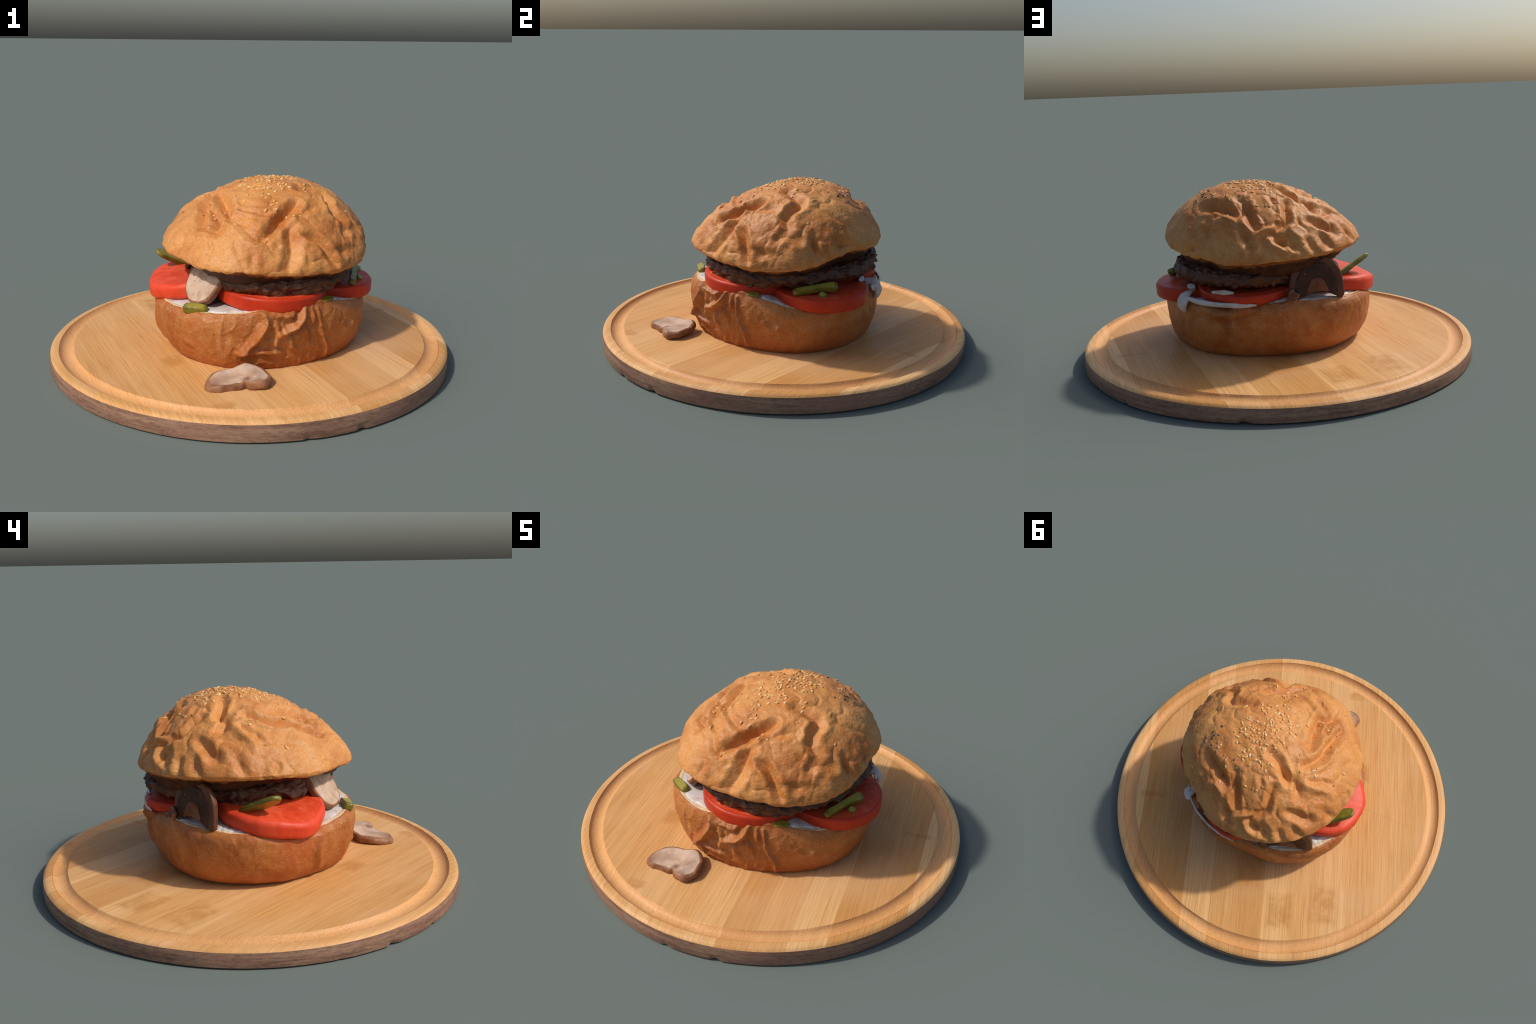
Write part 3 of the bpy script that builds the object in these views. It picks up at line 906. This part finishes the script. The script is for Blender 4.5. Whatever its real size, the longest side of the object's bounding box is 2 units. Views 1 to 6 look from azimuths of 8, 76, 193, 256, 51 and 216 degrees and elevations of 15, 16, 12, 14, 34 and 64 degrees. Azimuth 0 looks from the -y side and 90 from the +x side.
    stem = slab("stem", [(.052, -.050), (.040, -.012), (.022, .014), (-.004, .026), (-.032, .016), (-.050, -.010), (-.058, -.050), (0, -.042)],
                .054, .010, frame_at(centre, nrm, side), [MAT["mushroom_stem"]], burger, .004, 30, 9.0)
    for part in (gill, stem):
        part.parent = arch
        part.matrix_parent_inverse = Matrix.Translation(arch.location).inverted()
    # frayed end of the slice resting on the sauce
    slab("mushroom_slice", round_outline(.030, .25, 12, 10), .022, .008, frame_at((-.178, .405, .385), (-.3, .9, .2), (1, 0, .3)), [MAT["mushroom_stem"], MAT["mushroom_skin"]], burger, .006, 40, 3.5, steps=50)

    # ragged layer of cooked mushroom between the patty and the slices
    for i, (p, reach, thick, key) in enumerate([((.085, -.01, .446), [.375, .36, .36, .36, .36, .36, .36, .36, .35, .33, .34, .37, .405, .415, .415, .395], .034, "mushroom_cap"),
                                                ((.075, -.03, .470), [.37, .36, .36, .36, .36, .36, .36, .35, .34, .32, .33, .36, .385, .395, .395, .38], .026, "mushroom_stem")]):
        a = np.arange(48) / 48 * TAU
        r = periodic(reach, a) * (1 + .035 * np.random.default_rng(40 + i).uniform(-1, 1, 48))
        slab("mushroom_layer", np.stack([r * np.cos(a), r * np.sin(a)], 1), thick, .010, frame_at(p, (.02, -.03, 1), (1, 0, 0)), [MAT[key], MAT[key]], burger, .016, 17, 2.0 + i, steps=320,
             bend=lambda x, y: .012 * np.sin(23 * x + 3) * np.cos(19 * y))
    for i, (p, nr, al, sx, sy, key) in enumerate([((.335, -.300, .428), (.35, -.6, .6), (.8, .55, .1), .075, .030, "mushroom_cap"), ((-.24, -.15, .48), (-.8, -.3, .5), (.3, -.9, 0), .10, .045, "mushroom_cap"), ((-.28, .07, .45), (-.7, .2, .7), (.2, 1, 0), .10, .05, "mushroom_cap")]):
        slab("mushroom_scrap", round_outline(1, .22, 20 + i, 11) * [sx, sy], .016, .006, frame_at(p, nr, al), [MAT[key], MAT["mushroom_cap"]], burger, .008, 22, i * 1.7, steps=70)

    # pickles
    pick = [MAT["pickle_flesh"], MAT["pickle_skin"]]
    # spear sticking out at the left
    a, b = Vector((-.340, .110, .418)), Vector((-.472, -.008, .506))
    d = (b - a)
    slab("pickle_slice", [(.103, -.020), (.108, .008), (.088, .030), (.03, .038), (-.05, .040), (-.10, .030), (-.10, -.030), (-.05, -.040), (.03, -.038), (.085, -.032)],
         .022, .009, frame_at((a + b) / 2, (.57, -.03, .82), d), pick, burger, .002, 20, 5.0, steps=70)
    # strip on the right-hand tomato
    slab("pickle_slice", [(.115, .0), (.112, .026), (.05, .024), (-.03, .016), (-.10, .012), (-.112, -.004), (-.10, -.020), (-.03, -.014), (.05, -.010), (.10, -.020)],
         .030, .012, frame_at((.522, .020, .428), (.35, -.10, .93), (.13, .98, .15)), pick, burger, .002, 20, 6.0, steps=70)
    slab("pickle_slice", round_outline(.020, .15, 31, 9), .018, .007, frame_at((.548, .050, .404), (.6, -.1, .7), (0, 1, 0)), pick, burger, .002, 20, 6.5, steps=50)
    # chunk under the pale mushroom
    slab("pickle_slice", [(.056, -.018), (.056, .016), (.02, .022), (-.04, .020), (-.052, .010), (-.050, -.018), (0, -.022)],
         .040, .012, frame_at((-.188, -.428, .358), (.0, -.25, 1), (1, -.12, .12)), pick, burger, .002, 20, 7.0, steps=60)
    slab("pickle_slice", round_outline(1, .1, 35, 10) * [.05, .018], .014, .007, frame_at((.40, -.27, .385), (.2, -.2, .9), (.7, .7, .1)), [MAT["pickle_skin"], MAT["pickle_skin"]], burger, .002, 20, 7.7, steps=50)
    # onion bit at the back right
    slab("onion_bit", round_outline(1, .15, 36, 10) * [.034, .014], .012, .005, frame_at((.350, .325, .408), (.4, .5, .7), (-.8, .6, 0)), [MAT["sauce"], MAT["sauce"]], burger, .002, 20, 8.7, steps=50)

    # sauce: a drip over the back right edge and a bead along the back slice
    def bead(path, radii, seed):
        c = smooth_path(np.array(path), 8)
        rad = np.interp(np.linspace(0, 1, len(c)), np.linspace(0, 1, len(radii)), radii)
        nu, nv = 20, len(c)
        g = np.zeros((nu, nv, 3))
        tan = np.gradient(c, axis=0)
        tan /= np.linalg.norm(tan, axis=1, keepdims=True)
        ax = np.array([CX, CY, .3])
        outw = c - ax
        outw[:, 2] = 0
        outw /= np.linalg.norm(outw, axis=1, keepdims=True)
        outw -= tan * (outw * tan).sum(1, keepdims=True)
        outw /= np.linalg.norm(outw, axis=1, keepdims=True)
        bi = np.cross(tan, outw)
        for i in range(nu):
            a = i / nu * TAU
            g[i] = c + (outw * math.cos(a) * .55 + bi * math.sin(a)) * rad[:, None]
        flat = g.reshape(-1, 3)
        flat += (fractal(flat, 30, 2, seed) * .003)[:, None] * np.array([.6, .6, .6])
        verts = np.vstack([flat, flat.reshape(nu, nv, 3)[:, 0].mean(0), flat.reshape(nu, nv, 3)[:, -1].mean(0)])
        faces, slots = lathe_faces(nu, nv, nu * nv, nu * nv + 1)
        return mesh_object("sauce_drip", verts, [f[::-1] for f in faces], [MAT["sauce"]], burger, slots)
    bead([(.325, .345, .398), (.352, .392, .385), (.368, .412, .355), (.370, .412, .325), (.362, .402, .300)], [.010, .030, .036, .028, .012], 1.0)
    bead([(.392, .365, .380), (.384, .380, .366), (.372, .40, .35)], [.004, .016, .012], 2.0)
    bead([(.345, .418, .372), (.26, .462, .366), (.16, .487, .362), (.06, .492, .362), (-.02, .480, .362)], [.010, .014, .012, .012, .005], 3.0)
    bead([(.20, .462, .416), (.14, .470, .418), (.09, .472, .417)], [.006, .014, .006], 4.0)


# ---------------------------------------------------------------- stray mushroom slice on the board
def build_stray():
    out = [(-.075, -.725), (-.092, -.672), (-.073, -.614), (-.036, -.567), (.021, -.544), (.068, -.512), (.105, -.513), (.153, -.542), (.175, -.575), (.197, -.619), (.186, -.672), (.147, -.690), (.114, -.692), (.092, -.680), (.068, -.698), (.036, -.710), (-.020, -.738)]
    c = np.array(out)
    mid = c.mean(0)
    f = Matrix.Translation((mid[0], mid[1], .113))
    o = slab("mushroom_slice", c - mid, .040, .017, f, [MAT["mushroom_stray"], MAT["mushroom_skin"]], None, .005, 16, 4.2, steps=170,
             bend=lambda x, y: .10 * y + .05 * x + .005 * np.sin(38 * x + 22 * y))
    o["label"], o["category"] = "pale raw mushroom slice with brown skin edge", "mushroom"


build_board()
burger = empty("hamburger", (CX, CY, BOARD_TOP), "hamburger with wrinkled sesame bun, tomato, pickles, mushrooms", "hamburger")
crown, crown_grid, crown_az, crown_s = build_crown(burger)
build_seeds(crown, crown_grid, crown_az, crown_s)
heel_grid, heel_az, heel_edge = build_heel(burger)
build_filling(burger, heel_grid, heel_az, heel_edge)
build_stray()
